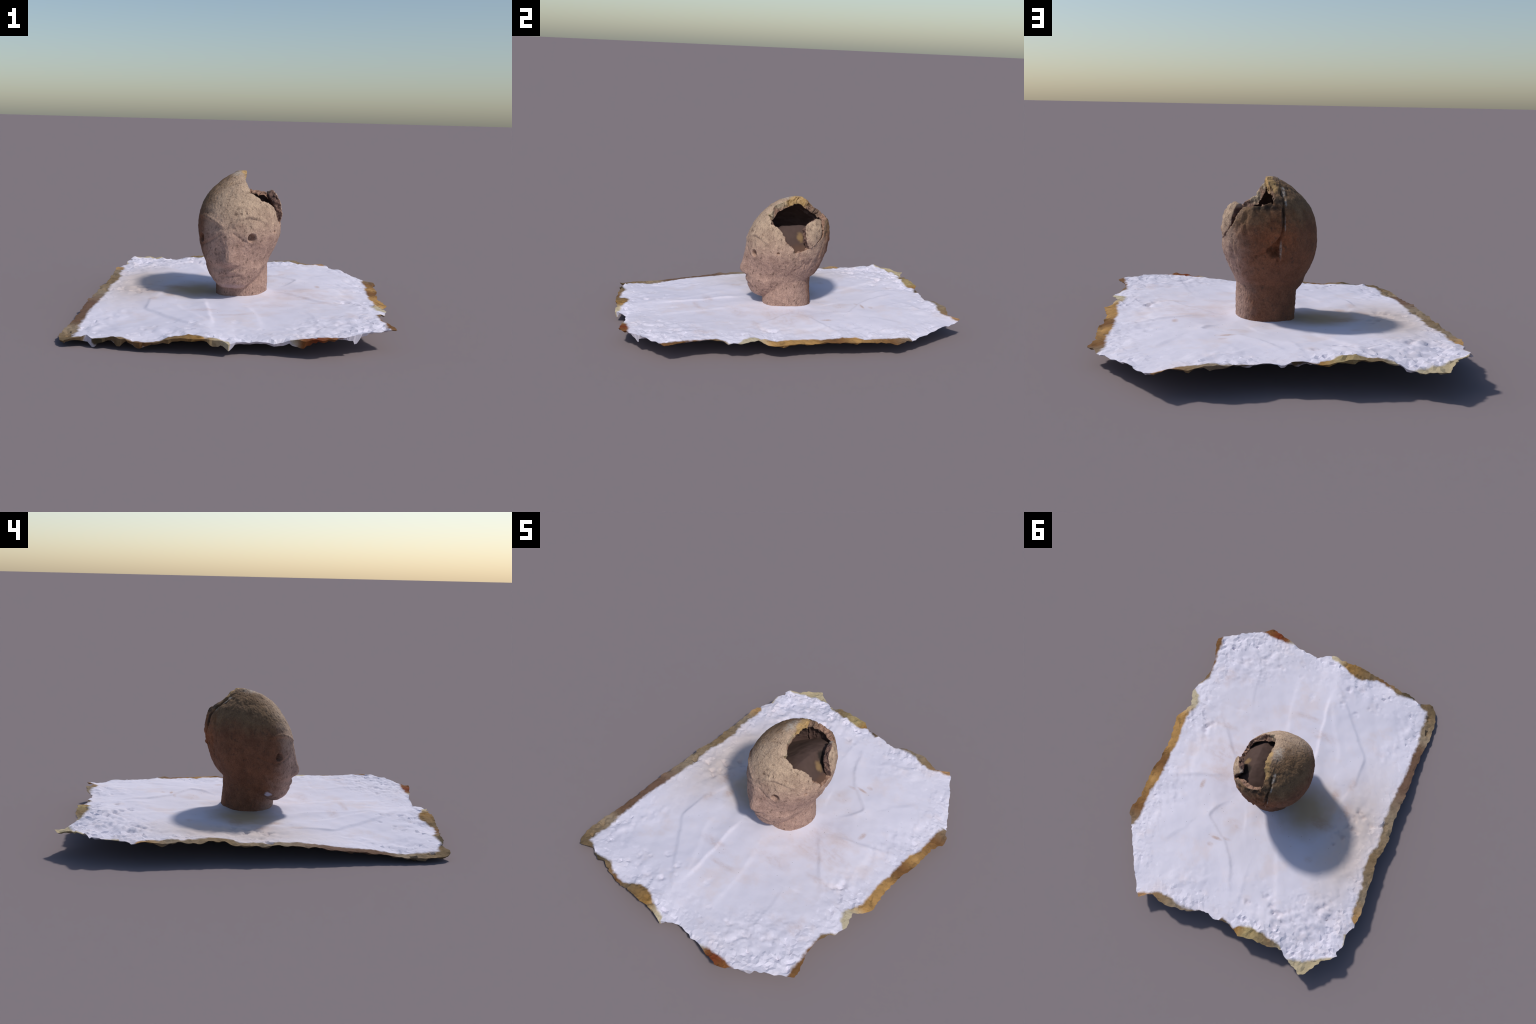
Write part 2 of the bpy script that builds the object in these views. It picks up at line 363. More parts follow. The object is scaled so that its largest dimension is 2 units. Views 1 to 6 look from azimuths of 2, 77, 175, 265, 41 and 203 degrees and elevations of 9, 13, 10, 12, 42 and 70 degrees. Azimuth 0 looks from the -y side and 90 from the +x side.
# --- features
disp = np.zeros(len(P))
def groove(pts, depth, width): 
    global disp
    disp -= depth * np.exp(-(dist_polyline(P, pts) / width) ** 2)
def swell(c, amount, r):
    global disp
    disp += amount * np.exp(-(((P - np.array(c)) / np.array(r)) ** 2).sum(1))
def pit(c, r, depth, edge=.45, lip=.0):
    global disp
    d = np.linalg.norm((P - np.array(c)) / np.array(r), axis=1)
    disp -= depth * (1 - sstep(1 - edge, 1 + edge * .3, d))
    disp += lip * np.exp(-((d - 1.25) / .3) ** 2)
# brows: thin raised arcs with a soft hollow beneath
groove([(-.2, -.084, .51), (-.178, -.124, .514), (-.143, -.166, .506), (-.11, -.191, .49), (-.082, -.206, .472)], -.007, .011)
groove([(-.014, -.213, .474), (.019, -.2, .512), (.06, -.184, .522), (.10, -.161, .513), (.147, -.126, .486)], -.0065, .011)
groove([(-.178, -.124, .500), (-.14, -.167, .492), (-.09, -.204, .459)], .003, .014)
groove([(-.012, -.214, .458), (.022, -.203, .496), (.06, -.186, .507), (.10, -.165, .498)], .003, .010)
swell((-.14, -.172, .452), -.004, (.05, .05, .028)); swell((.045, -.205, .455), -.004, (.05, .05, .028))
# lids: creased from the bridge of the nose under each eye
groove([(-.089, -.209, .427), (-.122, -.193, .402), (-.160, -.161, .377), (-.192, -.108, .360), (-.208, -.053, .382), (-.214, -.01, .405)], .006, .0075)
groove([(-.017, -.219, .435), (.007, -.217, .414), (.032, -.211, .396), (.058, -.2, .386)], .004, .008)
swell((-.186, -.125, .402), .006, (.05, .05, .03)); swell((.072, -.195, .412), .003, (.035, .05, .028))
# eye holes
pit((.074, -.194, .411), (.021, .03, .0235), .036, .5, .002); pit((-.185, -.126, .400), (.03, .020, .022), .034, .45, .0015)
# ear stubs
pit((.187, -.077, .434), (.02, .0085, .008), .012, .4, .0); swell((.2, -.045, .446), .008, (.03, .016, .024)); groove([(.192, -.062, .458), (.2, -.050, .456), (.204, -.040, .440), (.203, -.042, .424)], .003, .005)
swell((.208, .005, .435), .004, (.03, .02, .03))
pit((-.203, .055, .396), (.02, .010, .008), .006, .5); swell((-.206, .035, .41), .002, (.03, .02, .02))
# lips, mouth line, chin
swell((-.038, -.212, .236), .005, (.05, .05, .014)); groove([(-.085, -.19, .207), (-.05, -.205, .211), (-.02, -.207, .212), (.015, -.203, .214)], .004, .006)
swell((-.036, -.2, .190), .002, (.04, .05, .012))
groove([(-.098, -.200, .268), (-.085, -.206, .258), (-.05, -.212, .252), (-.03, -.212, .252), (.002, -.212, .256), (.016, -.21, .270)], .002, .006)
# loose flakes / seam lines on the sides
groove([(.217, .016, .445), (.209, .028, .398), (.203, .024, .36), (.19, .045, .315)], .004, .004)
# re-set back piece: proud of the skull, bounded by the crack and a lower seam
CRACK = [(-.038, .150, .685), (-.053, .195, .646), (-.044, .234, .603), (-.053, .244, .561), (-.042, .253, .515), (-.031, .253, .482), (-.028, .24, .408), (-.020, .22, .36)]
SEAM = [(-.02, .25, .445), (.025, .25, .429), (.071, .238, .407), (.145, .198, .407), (.196, .138, .439)]
xc = np.interp(P[:, 2], [.36, .483, .516, .562, .604, .647, .69], [-.022, -.03, -.041, -.053, -.043, -.053, -.038])
zc = np.interp(P[:, 0], [-.03, .025, .071, .145, .196, .23], [.44, .43, .407, .406, .437, .47])
panel = sstep(0, .010, P[:, 0] - xc + .007 * fbm(P, 45, 2, 16)) * sstep(-.004, .012, P[:, 2] - zc) * (P[:, 1] > .05) * (1 - sstep(.185, .215, P[:, 0]))
disp += panel * (.004 + .004 * fbm(P, 45, 2, 5)) * (1 - .75 * sstep(.06, .13, P[:, 0]))
behind = (P[:, 1] > .05)
wob = .007 * fbm(P, 45, 2, 16)
disp -= .014 * np.exp(-((dist_polyline(P + wob[:, None] * np.array([1, 0, 0]), CRACK[:6])) / .0048) ** 2) + .005 * np.exp(-(dist_polyline(P, CRACK[5:]) / .004) ** 2)
groove(SEAM[:3], .003, .004); groove([(.071, .238, .407), (.145, .198, .407)], .0012, .004)
swell((-.005, .25, .425), -.008, (.035, .05, .025))
SCAR = np.array([(.030, .438), (-.002, .470), (-.037, .492), (-.034, .402), (.001, .400)])
scar = signed_polygon(P[:, [0, 2]], SCAR) + .008 * fbm(P, 45, 2, 15)
disp -= .030 * (1 - sstep(-.010, .004, scar)) * (P[:, 1] > .1)
disp += .004 * np.exp(-((scar - .006) / .006) ** 2) * (P[:, 1] > .1) * (P[:, 2] < .45)
# finger-worked vertical pocks on the back, pebbly crust everywhere
pocky = sstep(.02, .18, P[:, 1] + .4 * P[:, 0]) * sstep(.27, .36, P[:, 2]); stretch = P * np.array([1, 1, .45])
disp -= .014 * pocky * np.maximum(0, fbm(stretch, 42, 2, 11)) - .003 * pocky * fbm(stretch, 20, 2, 12)
disp += .0035 * fbm(P, 9, 2, 21) + .0022 * fbm(P, 40, 3, 31) + .0018 * fbm(P * np.array([1, 1, .6]), 120, 2, 41)
disp -= .006 * np.maximum(0, noise(P, 26, 51) - .72)
groove([(-.008, .18, .667), (-.004, .152, .689), (.008, .126, .707), (.019, .1, .721), (.022, .072, .731), (.019, .03, .732), (.02, -.04, .708)], .007, .014)
swell((-.165, .135, .39), .017, (.11, .11, .17))
disp *= sstep(.05, .09, P[:, 2]) * .9 + .1
P = P + N * disp[:, None]
# nose: short and blunt, pushed along the face direction
nz = [.25, .262, .270, .28, .295, .315, .34, .37, .41, .45]
pn = pchip(np.array(nz), np.array([0, .004, .016, .027, .034, .032, .023, .014, .006, 0]), np.clip(LZ, .25, .45)); wn = np.interp(LZ, [.25, .29, .33, .45], [.040, .044, .042, .034])
P = P + (pn * np.exp(-(np.abs(LA - .006) / wn) ** 2.0) * (LB > .1))[:, None] * FWD

P[:, 2] = np.minimum(P[:, 2], .7405 + .0015 * noise(P, 60, 55))
# ------------------------------------------------------------------ head: breaks and thickness
HEART = np.array([.0, .02, .47])
OPENING = np.array([
    (.050, -.099, .653), (.05, -.115, .638), (.068, -.114, .628), (.115, -.108, .594), (.137, -.091, .589), (.160, -.077, .573), (.181, -.056, .553),
    (.192, -.043, .536), (.196, -.037, .511), (.206, -.012, .489), (.213, .013, .459), (.214, .018, .440), (.216, .039, .448), (.212, .09, .463),
    (.198, .144, .490), (.173, .188, .534), (.152, .200, .588), (.124, .209, .614), (.100, .221, .621), (.06, .233, .625), (.034, .234, .630),
    (.002, .225, .636), (-.018, .205, .647), (-.008, .180, .667),
    (-.004, .152, .689), (.008, .126, .707), (.019, .100, .721), (.022, .072, .731),
    (.019, .030, .732), (.020, -.04, .708), (.032, -.07, .688)])

def frame(poly):
    d = poly - HEART; d /= np.linalg.norm(d, axis=1)[:, None]; m = d.mean(0); m /= np.linalg.norm(m)
    e1 = np.cross(m, UP); e1 /= np.linalg.norm(e1); return m, e1, np.cross(e1, m)
def to_plane(Q, fr):
    d = Q - HEART; r = np.linalg.norm(d, axis=1); d = d / r[:, None]; m, e1, e2 = fr
    c = np.clip(d @ m, -1, 1); ang = np.arccos(c); x, y = d @ e1, d @ e2; s = np.maximum(np.hypot(x, y), 1e-9)
    return np.stack([x / s * ang, y / s * ang], 1) * .22, r
def from_plane(p, r, fr):
    q = p / .22; a = np.maximum(np.linalg.norm(q, axis=1), 1e-9); m, e1, e2 = fr; u = q / a[:, None]
    return HEART + r[:, None] * (np.cos(a)[:, None] * m + np.sin(a)[:, None] * (u[:, :1] * e1 + u[:, 1:] * e2))
cuts = []
for poly in (OPENING,):
    fr = frame(poly); p2, r = to_plane(P, fr); pol2 = to_plane(poly, fr)[0]
    jag = .006 * fbm(P, 75, 2, 61) + .006 * fbm(P, 30, 2, 71)
    cuts.append((fr, pol2, signed_polygon(p2, pol2) + jag * (1 if poly is OPENING else .5)))
f = cuts[0][2]

idx = np.arange(NZ * NT).reshape(NZ, NT)
q = np.stack([idx[:-1], np.roll(idx[:-1], -1, 1), np.roll(idx[1:], -1, 1), idx[1:]], -1).reshape(-1, 4)
faces = q[f[q].mean(1) > 0][:, ::-1]
# the pole at the crown lies beside the break: close it with a fan when it is kept
polekeep = f[idx[-1]].mean() > 0
E = np.concatenate([faces[:, [i, (i + 1) % 4]] for i in range(4)]); Es = np.sort(E, 1)
_, inv, cnt = np.unique(Es[:, 0] * (NZ * NT) + Es[:, 1], return_inverse=True, return_counts=True)
be = E[cnt[inv] == 1]
be = be[~((be < NT).all(1))]
if polekeep: be = be[~((be >= (NZ - 1) * NT).all(1))]
bv = np.unique(be)
# slide border vertices onto the break line
for fr, pol2, fv in cuts:
    sel = bv[np.abs(fv[bv]) < .010]
    for _ in range(2):
        p2, r = to_plane(P[sel], fr); h = 1e-4; jag = fv[sel] - signed_polygon(to_plane(P[sel], fr)[0], pol2) if _ == 0 else jag
        s0 = signed_polygon(p2, pol2); g = np.stack([signed_polygon(p2 + (h, 0), pol2) - s0, signed_polygon(p2 + (0, h), pol2) - s0], 1) / h
        P[sel] = from_plane(p2 - .8 * np.clip(s0 + jag, -.004, .004)[:, None] * g, r, fr)

d = P - HEART; rad = np.linalg.norm(d, axis=1); dirn = d / rad[:, None]
wall = .046 - .026 * sstep(.09, .19, P[:, 0]) * sstep(.40, .48, P[:, 2]) - .014 * sstep(.1, .22, P[:, 1]) * sstep(.5, .6, P[:, 2]) * (P[:, 0] > -.06)
base_r = np.linalg.norm(G.reshape(-1, 3) - HEART, axis=1)
rin = np.minimum(rad, base_r) - wall
rin = np.minimum(rin, .16 / np.maximum(-dirn[:, 2], .3))
I = HEART + dirn * (rin + .003 * fbm(P, 22, 3, 81) + .004 * fbm(P * np.array([1, 1, 3]), 12, 2, 82))[:, None]

I[bv] += np.stack([noise(I[bv], 45, 85), noise(I[bv], 45, 86), noise(I[bv], 45, 87)], 1) * .005
n0 = len(P); allv = [P, I]; F4 = [(a, 'o') for a in faces]; 
verts = np.vstack([P, I]); count = len(verts)
out_faces = [tuple(x) for x in faces]; in_faces = [tuple(x[::-1] + n0) for x in faces]
rim_faces = []
K = 6; rows = {0: {v: v for v in bv}, K: {v: v + n0 for v in bv}}; extra = []
fbx = fbm(P[bv], 60, 2, 91)
for k in range(1, K):
    t = k / K; tt = t * t * (3 - 2 * t) * .35 + t * .65
    pts = P[bv] * (1 - tt) + I[bv] * tt
    hump = math.sin(math.pi * t)
    off = np.stack([noise(pts, 75, 95), noise(pts, 75, 96), noise(pts, 75, 97)], 1) * .006 * hump + np.stack([fbm(pts, 30, 2, 98), fbm(pts, 30, 2, 99), fbm(pts, 30, 2, 100)], 1) * .010 * hump
    rows[k] = {v: count + i for i, v in enumerate(bv)}
    verts = np.vstack([verts, pts + off]); count += len(bv)
for a, b in be:
    for k in range(K): rim_faces.append((rows[k][b], rows[k][a], rows[k + 1][a], rows[k + 1][b]))
# underside cap of the neck and floor of the hollow
capo = count; capi = count + 1; verts = np.vstack([verts, P[:NT].mean(0), I[:NT].mean(0)]); count += 2
neck_faces = []
for i in range(NT):
    j = (i + 1) % NT
    neck_faces.append((i, j, capo)); in_faces.append((j + n0, i + n0, capi))
if polekeep:
    po, pi_ = count, count + 1; last = idx[-1]
    verts = np.vstack([verts, P[last].mean(0), I[last].mean(0)]); count += 2
    for i in range(NT):
        j = (i + 1) % NT
        out_faces.append((last[j], last[i], po)); in_faces.append((last[i] + n0, last[j] + n0, pi_))

# region labels for the outer skin
lab = {'head': [], 'neck': list(neck_faces), 'nose': [], 'ear': [], 'ear.001': [], 'eye': [], 'eye.001': [], 'mouth': []}
for fc in out_faces:
    c = P[[v for v in fc if v < n0]].mean(0) if any(v < n0 for v in fc) else verts[fc[0]]
    v0 = fc[0]; z = LZ[v0] if v0 < n0 else .74; a = LA[v0] if v0 < n0 else 0; b = LB[v0] if v0 < n0 else 0
    jaw = np.interp(b, [-.25, -.12, .0, .1, .16], [.27, .265, .24, .16, .128])
    if z < jaw: k = 'neck'
    elif b > .15 and .252 < z < .43 and abs(a - .002) < np.interp(z, [.25, .30, .43], [.05, .05, .02]): k = 'nose'
    elif b > .14 and .19 < z < .248 and abs(a - .002) < .06: k = 'mouth'
    elif np.linalg.norm((c - (.195, -.058, .442)) / (.05, .034, .034)) < 1: k = 'ear'
    elif np.linalg.norm((c - (-.204, .048, .402)) / (.05, .03, .025)) < 1: k = 'ear.001'
    elif np.linalg.norm((c - (.074, -.194, .413)) / (.024, .06, .026)) < 1: k = 'eye'
    elif np.linalg.norm((c - (-.185, -.126, .400)) / (.04, .024, .026)) < 1: k = 'eye.001'
    else: k = 'head'
    lab[k].append(fc)

root = bpy.data.objects.new('terracotta_head', None); root.location = (.012, .03, .083); root.empty_display_size = .1
bpy.context.scene.collection.objects.link(root)
root['label'] = 'hollow broken terracotta head with small face and neck'; root['category'] = 'sculpture'

full_faces = [f_ for v in lab.values() for f_ in v] + in_faces + rim_faces
full = make_mesh('whole', verts, full_faces); full.shade_smooth()
vn = np.zeros(len(verts) * 3); full.vertices.foreach_get('normal', vn); vn = vn.reshape(-1, 3)
bpy.data.meshes.remove(full)
def region(name, fl, mat):
    arr = [np.array(x) for x in fl]; used = np.unique(np.concatenate(arr)); remap = np.full(len(verts), -1); remap[used] = np.arange(len(used))
    me = make_mesh(name.split('.')[0], verts[used], [remap[x] for x in arr]); me.shade_smooth()
    me.normals_split_custom_set_from_vertices([tuple(v) for v in vn[used]])
    me.materials.append(mat); return link(bpy.data.objects.new(name.split('.')[0], me), root)
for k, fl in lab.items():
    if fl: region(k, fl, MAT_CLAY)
region('broken_edge', rim_faces, MAT_BREAK)
region('inner_wall', in_faces, MAT_INNER)

# smooth membrane from the scan's hole filling, closing the hollow near the break
def build_fill():
    M, K = 160, 40; cx, cy = .03, .045; V = []
    def fz(x, y):
        x = np.asarray(x, float)
        z = np.where(x > .1, .575 - (x - .1) * .75 - 6 * np.maximum(x - .1, 0) ** 2, .575 - 3 * np.maximum(.1 - x, 0) ** 2 * (x > .03) - np.where(x > .03, 0, .0147 + (.03 - x) * .54))
        return z + .006 - .5 * np.maximum(-.03 - y, 0) - .15 * np.maximum(y - .09, 0)
    ang = np.linspace(0, 2 * np.pi, M, endpoint=False); reach = np.full(M, .02)
    for t in np.arange(.02, .26, .002):
        x, y = cx + t * np.cos(ang), cy + t * np.sin(ang); z = fz(x, y)
        dx, dy = x - BASE[0], y - BASE[1]; a = dx * SIDE[0] + dy * SIDE[1]; b = dx * FWD[0] + dy * FWD[1] - axis_b(z)
        ok = np.hypot(a, b) < radial(np.arctan2(b, a), z) - .009
        reach = np.where(ok & (reach > t - .004), t, reach)
    for k in range(K + 1):
        s_ = max(k / K, .004); x, y = cx + reach * s_ * np.cos(ang), cy + reach * s_ * np.sin(ang)
        V.append(np.stack([x, y, fz(x, y)], 1))
    V = np.array(V).reshape(-1, 3); V[:, 2] += .005 * fbm(V, 14, 2, 401) + .0015 * fbm(V, 60, 2, 402)
    fl = [(i * M + j, i * M + (j + 1) % M, (i + 1) * M + (j + 1) % M, (i + 1) * M + j) for i in range(K) for j in range(M)]
    me = make_mesh('scan_membrane', V, [f_[::-1] for f_ in fl] + [tuple(range(M))])
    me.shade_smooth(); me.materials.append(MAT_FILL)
    return link(bpy.data.objects.new('scan_membrane', me), root)
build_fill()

# ------------------------------------------------------------------ loose shard propped in the break
SHARD = np.array([(.199, .069, .584), (.184, .089, .611), (.155, .148, .632), (.141, .174, .632), (.167, .177, .583), (.176, .178, .537),
                  (.198, .142, .494), (.205, .122, .474), (.211, .096, .470), (.214, .079, .516)])
def build_shard():
    fr = frame(SHARD); p2, r = to_plane(SHARD, fr); c = p2.mean(0)
    M = 120; ang = np.linspace(0, 2 * np.pi, M, endpoint=False)
    rel = p2 - c; pa = np.arctan2(rel[:, 1], rel[:, 0]); pr = np.linalg.norm(rel, axis=1); o = np.argsort(pa); pa, pr = pa[o], pr[o]
    # boundary by ray against polygon edges
    B = np.zeros(M)
    poly = np.stack([np.cos(pa) * pr, np.sin(pa) * pr], 1)
    for i in range(len(poly)):
        a, b = poly[i], poly[(i + 1) % len(poly)]; e = b - a
        for j, t in enumerate(ang):
            u = np.array([math.cos(t), math.sin(t)]); den = u[0] * e[1] - u[1] * e[0]
            if abs(den) < 1e-12: continue
            s = (a[0] * e[1] - a[1] * e[0]) / den; k = (a[0] * u[1] - a[1] * u[0]) / den
            if s > 0 and -1e-9 <= k <= 1 + 1e-9: B[j] = max(B[j], s)
    prof = [(0.001, 0), (.25, 0), (.5, .0), (.7, .0), (.85, .0), (.93, .0005), (.975, .002), (1.0, .006), (1.0, .012), (.99, .018), (1.0, .024), (1.0, .030), (.98, .036), (.93, .041), (.8, .044), (.5, .045), (.25, .045), (.001, .045)]
    V = []
    rr = r[o]; 
    for s, depth in prof:
        p = c + (np.stack([np.cos(ang), np.sin(ang)], 1) * (B * s)[:, None])
        rad = np.interp(ang, np.concatenate([pa - 2 * np.pi, pa, pa + 2 * np.pi]), np.tile(rr, 3)) * s + r.mean() * (1 - s)
        V.append(from_plane(p, rad + .007 + .001 * (1 - s * s) - depth, fr))
    V = np.array(V); n = len(prof); flat = V.reshape(-1, 3)
    side = np.repeat(np.array([1.0 if .006 < dd < .04 else .45 for _, dd in prof]), M)
    off = np.stack([fbm(flat, 55, 2, 101 + k) for k in range(3)], 1) * .012 * side[:, None]
    flat = flat + off + np.stack([noise(flat, 150, 111 + k) for k in range(3)], 1) * .0015
    fl = [(i * M + j, i * M + (j + 1) % M, (i + 1) * M + (j + 1) % M, (i + 1) * M + j) for i in range(n - 1) for j in range(M)]
    fl += [tuple(range(M))[::-1], tuple(range((n - 1) * M, n * M))]
    me = make_mesh('loose_shard', flat, fl)
    import bmesh
    bm = bmesh.new(); bm.from_mesh(me); bmesh.ops.recalc_face_normals(bm, faces=bm.faces); bm.to_mesh(me); bm.free()
    me.shade_smooth(); me.materials.append(MAT_SHARD); me.materials.append(MAT_CLAY)
    me.polygons.foreach_set('material_index', np.array([1 if (i // M) < 6 and i < (n - 1) * M or i == (n - 1) * M else 0 for i in range(len(me.polygons))], dtype=np.int32))
    return link(bpy.data.objects.new('loose_shard', me), root)
build_shard()

# ------------------------------------------------------------------ crumpled sheet
# rim stations (x, y, z) going round from the front right corner
FRONT = [(.764, -.79, .1), (.716, -.828, .104), (.643, -.875, .103), (.595, -.911, .102), (.543, -.939, .099), (.483, -.978, .087), (.451, -1.0, .094), (.395, -.992, .088),
         (.318, -.97, .078), (.27, -.956, .069), (.217, -.954, .06), (.148, -.94, .059), (.104, -.942, .057), (.055, -.978, .063), (.024, -.995, .057), (-.024, -.984, .074),
         (-.095, -.98, .072), (-.162, -.986, .071), (-.25, -.973, .062), (-.314, -.974, .045), (-.377, -.958, .041), (-.422, -.955, .044), (-.472, -.931, .058),
         (-.534, -.936, .047), (-.582, -.92, .038), (-.612, -.9, .049), (-.679, -.928, .043)]
LEFT = [(-.713, -.921, .025), (-.737, -.884, .023), (-.753, -.836, .025), (-.763, -.765, .025), (-.766, -.698, .027), (-.757, -.631, .034), (-.749, -.574, .044), (-.753, -.478, .056),
        (-.755, -.406, .061), (-.756, -.346, .067), (-.753, -.232, .078), (-.751, -.166, .083), (-.75, -.097, .085), (-.755, -.031, .086), (-.76, .065, .086), (-.755, .118, .084),
        (-.739, .195, .105), (-.749, .258, .107), (-.758, .307, .094), (-.757, .401, .107), (-.773, .474, .098), (-.771, .552, .109), (-.766, .621, .103), (-.74, .672, .107),
        (-.749, .75, .122), (-.725, .793, .113), (-.734, .815, .121), (-.719, .841, .136)]
BACK = [(-.674, .867, .128), (-.633, .928, .122), (-.605, .978, .106), (-.571, 1.0, .107), (-.516, .965, .1), (-.474, .945, .106), (-.43, .91, .117), (-.389, .913, .126), (-.334, .928, .136),
        (-.237, .926, .143), (-.163, .939, .127), (-.13, .917, .117), (-.069, .895, .124), (.011, .899, .117), (.077, .881, .114), (.129, .905, .117), (.171, .926, .118),
        (.225, .933, .121), (.295, .944, .123), (.35, .931, .112), (.396, .912, .108), (.426, .922, .107), (.475, .963, .099)]
RIGHT = [(.513, .908, .088), (.599, .769, .092), (.681, .639, .073), (.707, .595, .072), (.728, .547, .071), (.767, .5, .074), (.771, .464, .067), (.749, .382, .074), (.755, .257, .076),
         (.758, .188, .077), (.742, .109, .079), (.748, .054, .081), (.744, .013, .078), (.746, -.043, .081), (.762, -.116, .083), (.776, -.185, .08), (.746, -.241, .082),
         (.724, -.29, .094), (.743, -.35, .094), (.755, -.381, .091), (.738, -.453, .088), (.716, -.489, .102), (.71, -.546, .104), (.712, -.634, .105), (.753, -.734, .103)]
RIM = np.array(FRONT + LEFT + BACK + RIGHT)
def neck_xy(t, grow=0.):
    return (.012 + (.138 + grow) * math.cos(t), .032 + (.146 + grow) * math.sin(t))
INSIDE = [(.338, .303, .104), (.178, .453, .11), (-.072, -.739, .074), (.357, .109, .103), (-.504, .695, .126), (-.426, -.197, .078), (-.513, -.554, .05), (-.668, -.733, .028),
          (.5, -.4, .1), (.3, -.6, .088), (.5, .4, .092), (.2, .7, .112), (-.2, .7, .12), (-.4, .35, .1), (-.25, -.4, .078)]
for k in range(12):
    t = k * math.pi / 6
    zz = .0935 + .0115 * math.cos(t - .25)
    INSIDE.append((*neck_xy(t), zz)); INSIDE.append((*neck_xy(t, .05), .088 + .006 * math.cos(t)))
SWELLS = [((-.12, .28), .011, .13), ((.52, .43), .006, .08), ((.22, -.89), .014, .09), ((.61, .52), .013, .09), ((-.10, .66), .010, .13), ((-.34, .26), .007, .08), ((-.25, .76), .005, .08),
          ((-.28, -.92), -.009, .07), ((.2, .47), -.007, .08), ((-.45, -.85), -.006, .09)]
CTRL = np.vstack([RIM, np.array(INSIDE)])
def tps_fit(C):
    n = len(C); D = np.linalg.norm(C[:, None, :2] - C[None, :, :2], axis=2)
    K = D * D * np.log(D + 1e-9) + np.eye(n) * 2e-3; Pm = np.hstack([np.ones((n, 1)), C[:, :2]])
    A = np.block([[K, Pm], [Pm.T, np.zeros((3, 3))]]); return np.linalg.solve(A, np.concatenate([C[:, 2], np.zeros(3)]))
W = tps_fit(CTRL)
def height(xy):
    out = np.zeros(len(xy))
    for s in range(0, len(xy), 4000):
        b = xy[s:s + 4000]; D = np.linalg.norm(b[:, None] - CTRL[None, :, :2], axis=2)
        out[s:s + 4000] = (D * D * np.log(D + 1e-9)) @ W[:-3] + W[-3] + b @ W[-2:]
    return out

# ragged rim: stations joined and frayed
ring = []
for i in range(len(RIM)):
    a, b = RIM[i], RIM[(i + 1) % len(RIM)]; L = np.linalg.norm((b - a)[:2]); m = max(1, int(round(L / .0125)))
    for k in range(m): ring.append(a + (b - a) * k / m)
ring = np.array(ring); cen = np.array([0, 0.])
tan = np.roll(ring[:, :2], -1, 0) - np.roll(ring[:, :2], 1, 0); tan /= np.linalg.norm(tan, axis=1)[:, None]
outn = np.stack([-tan[:, 1], tan[:, 0]], 1)
if ((ring[:, :2] - cen) * outn).sum() < 0: outn = -outn
fray = .008 * fbm(np.c_[ring[:, :2], np.zeros(len(ring))], 60, 2, 201)
ring[:, :2] += outn * np.minimum(fray, .004)[:, None]
ring[:, 2] += .006 * noise(np.c_[ring[:, :2], np.zeros(len(ring))], 28, 205) * (ring[:, 2] > .03)
ring[:, 1] = np.clip(ring[:, 1], -1, 1); ring[:, 0] = np.clip(ring[:, 0], -.776, .776)

def scatter(step, lo, hi):
    gx = np.arange(-.8, .8, step); gy = np.arange(-1.02, 1.02, step * .87); X, Y = np.meshgrid(gx, gy); X = X + (np.arange(len(gy)) % 2)[:, None] * step / 2
    p = np.stack([X.ravel(), Y.ravel()], 1) + rng.uniform(-.3, .3, (X.size, 2)) * step
    s = -signed_polygon(p, ring[:, :2]); return p[(s > lo) & (s <= hi)]
pts2 = np.vstack([ring[:, :2], scatter(.0165, .009, .15), scatter(.0115, .15, .28), scatter(.0085, .28, 2)])
nr = len(ring)
res = geometry.delaunay_2d_cdt([Vector(p) for p in pts2], [(i, (i + 1) % nr) for i in range(nr)], [], 1, 1e-7)
V2 = np.array([tuple(v) for v in res[0]]); T = [tuple(f_) for f_ in res[2]]
orig = np.full(len(V2), -1)
for i, o in enumerate(res[3]):
    if o: orig[i] = min(o)
edge = np.maximum(-signed_polygon(V2, ring[:, :2]), 0)
P3 = np.c_[V2, np.zeros(len(V2))]
zz = height(V2)
isr = (orig >= 0) & (orig < nr)
for (x, y), h, w in SWELLS: zz += h * np.exp(-((V2[:, 0] - x) ** 2 + (V2[:, 1] - y) ** 2) / w ** 2)
zz[isr] = ring[orig[isr], 2]
# creases pressed into the cloth (plan positions), height, half width
CREASES = [([(-.075, -.742), (-.098, -.588), (-.123, -.437), (-.153, -.279), (-.16, -.2)], .0055, .016), ([(-.025, -.887), (-.107, -.777), (-.248, -.612), (-.368, -.464), (-.425, -.39), (-.431, -.285), (-.436, -.204), (-.40, -.185)], .005, .018),
           ([(-.09, -.72), (-.188, -.519), (-.271, -.389), (-.3, -.25)], .003, .03), ([(.565, -.34), (.448, -.222), (.328, -.083), (.22, .03)], .005, .018), ([(.474, -.376), (.376, -.395)], -.004, .016),
           ([(.24, .20), (.268, .241), (.306, .321), (.282, .36), (.228, .398), (.191, .425), (.138, .463), (.074, .55), (.017, .662), (-.02, .75)], .0055, .015), ([(.124, .186), (.086, .257), (.05, .35)], .004, .016),
           ([(-.058, .583), (-.064, .687), (-.09, .8)], .004, .018), ([(-.44, -.2), (-.40, -.02), (-.37, .1)], .003, .02), ([(.41, .45), (.52, .62)], .003, .02),
           ([(.36, -.40), (.40, -.60), (.42, -.75)], .003, .02), ([(.05, -.30), (.12, -.55), (.15, -.80)], .003, .025), ([(-.15, .30), (-.25, .55), (-.33, .75)], .003, .03), ([(.30, .05), (.5, .12), (.66, .2)], .003, .02)]
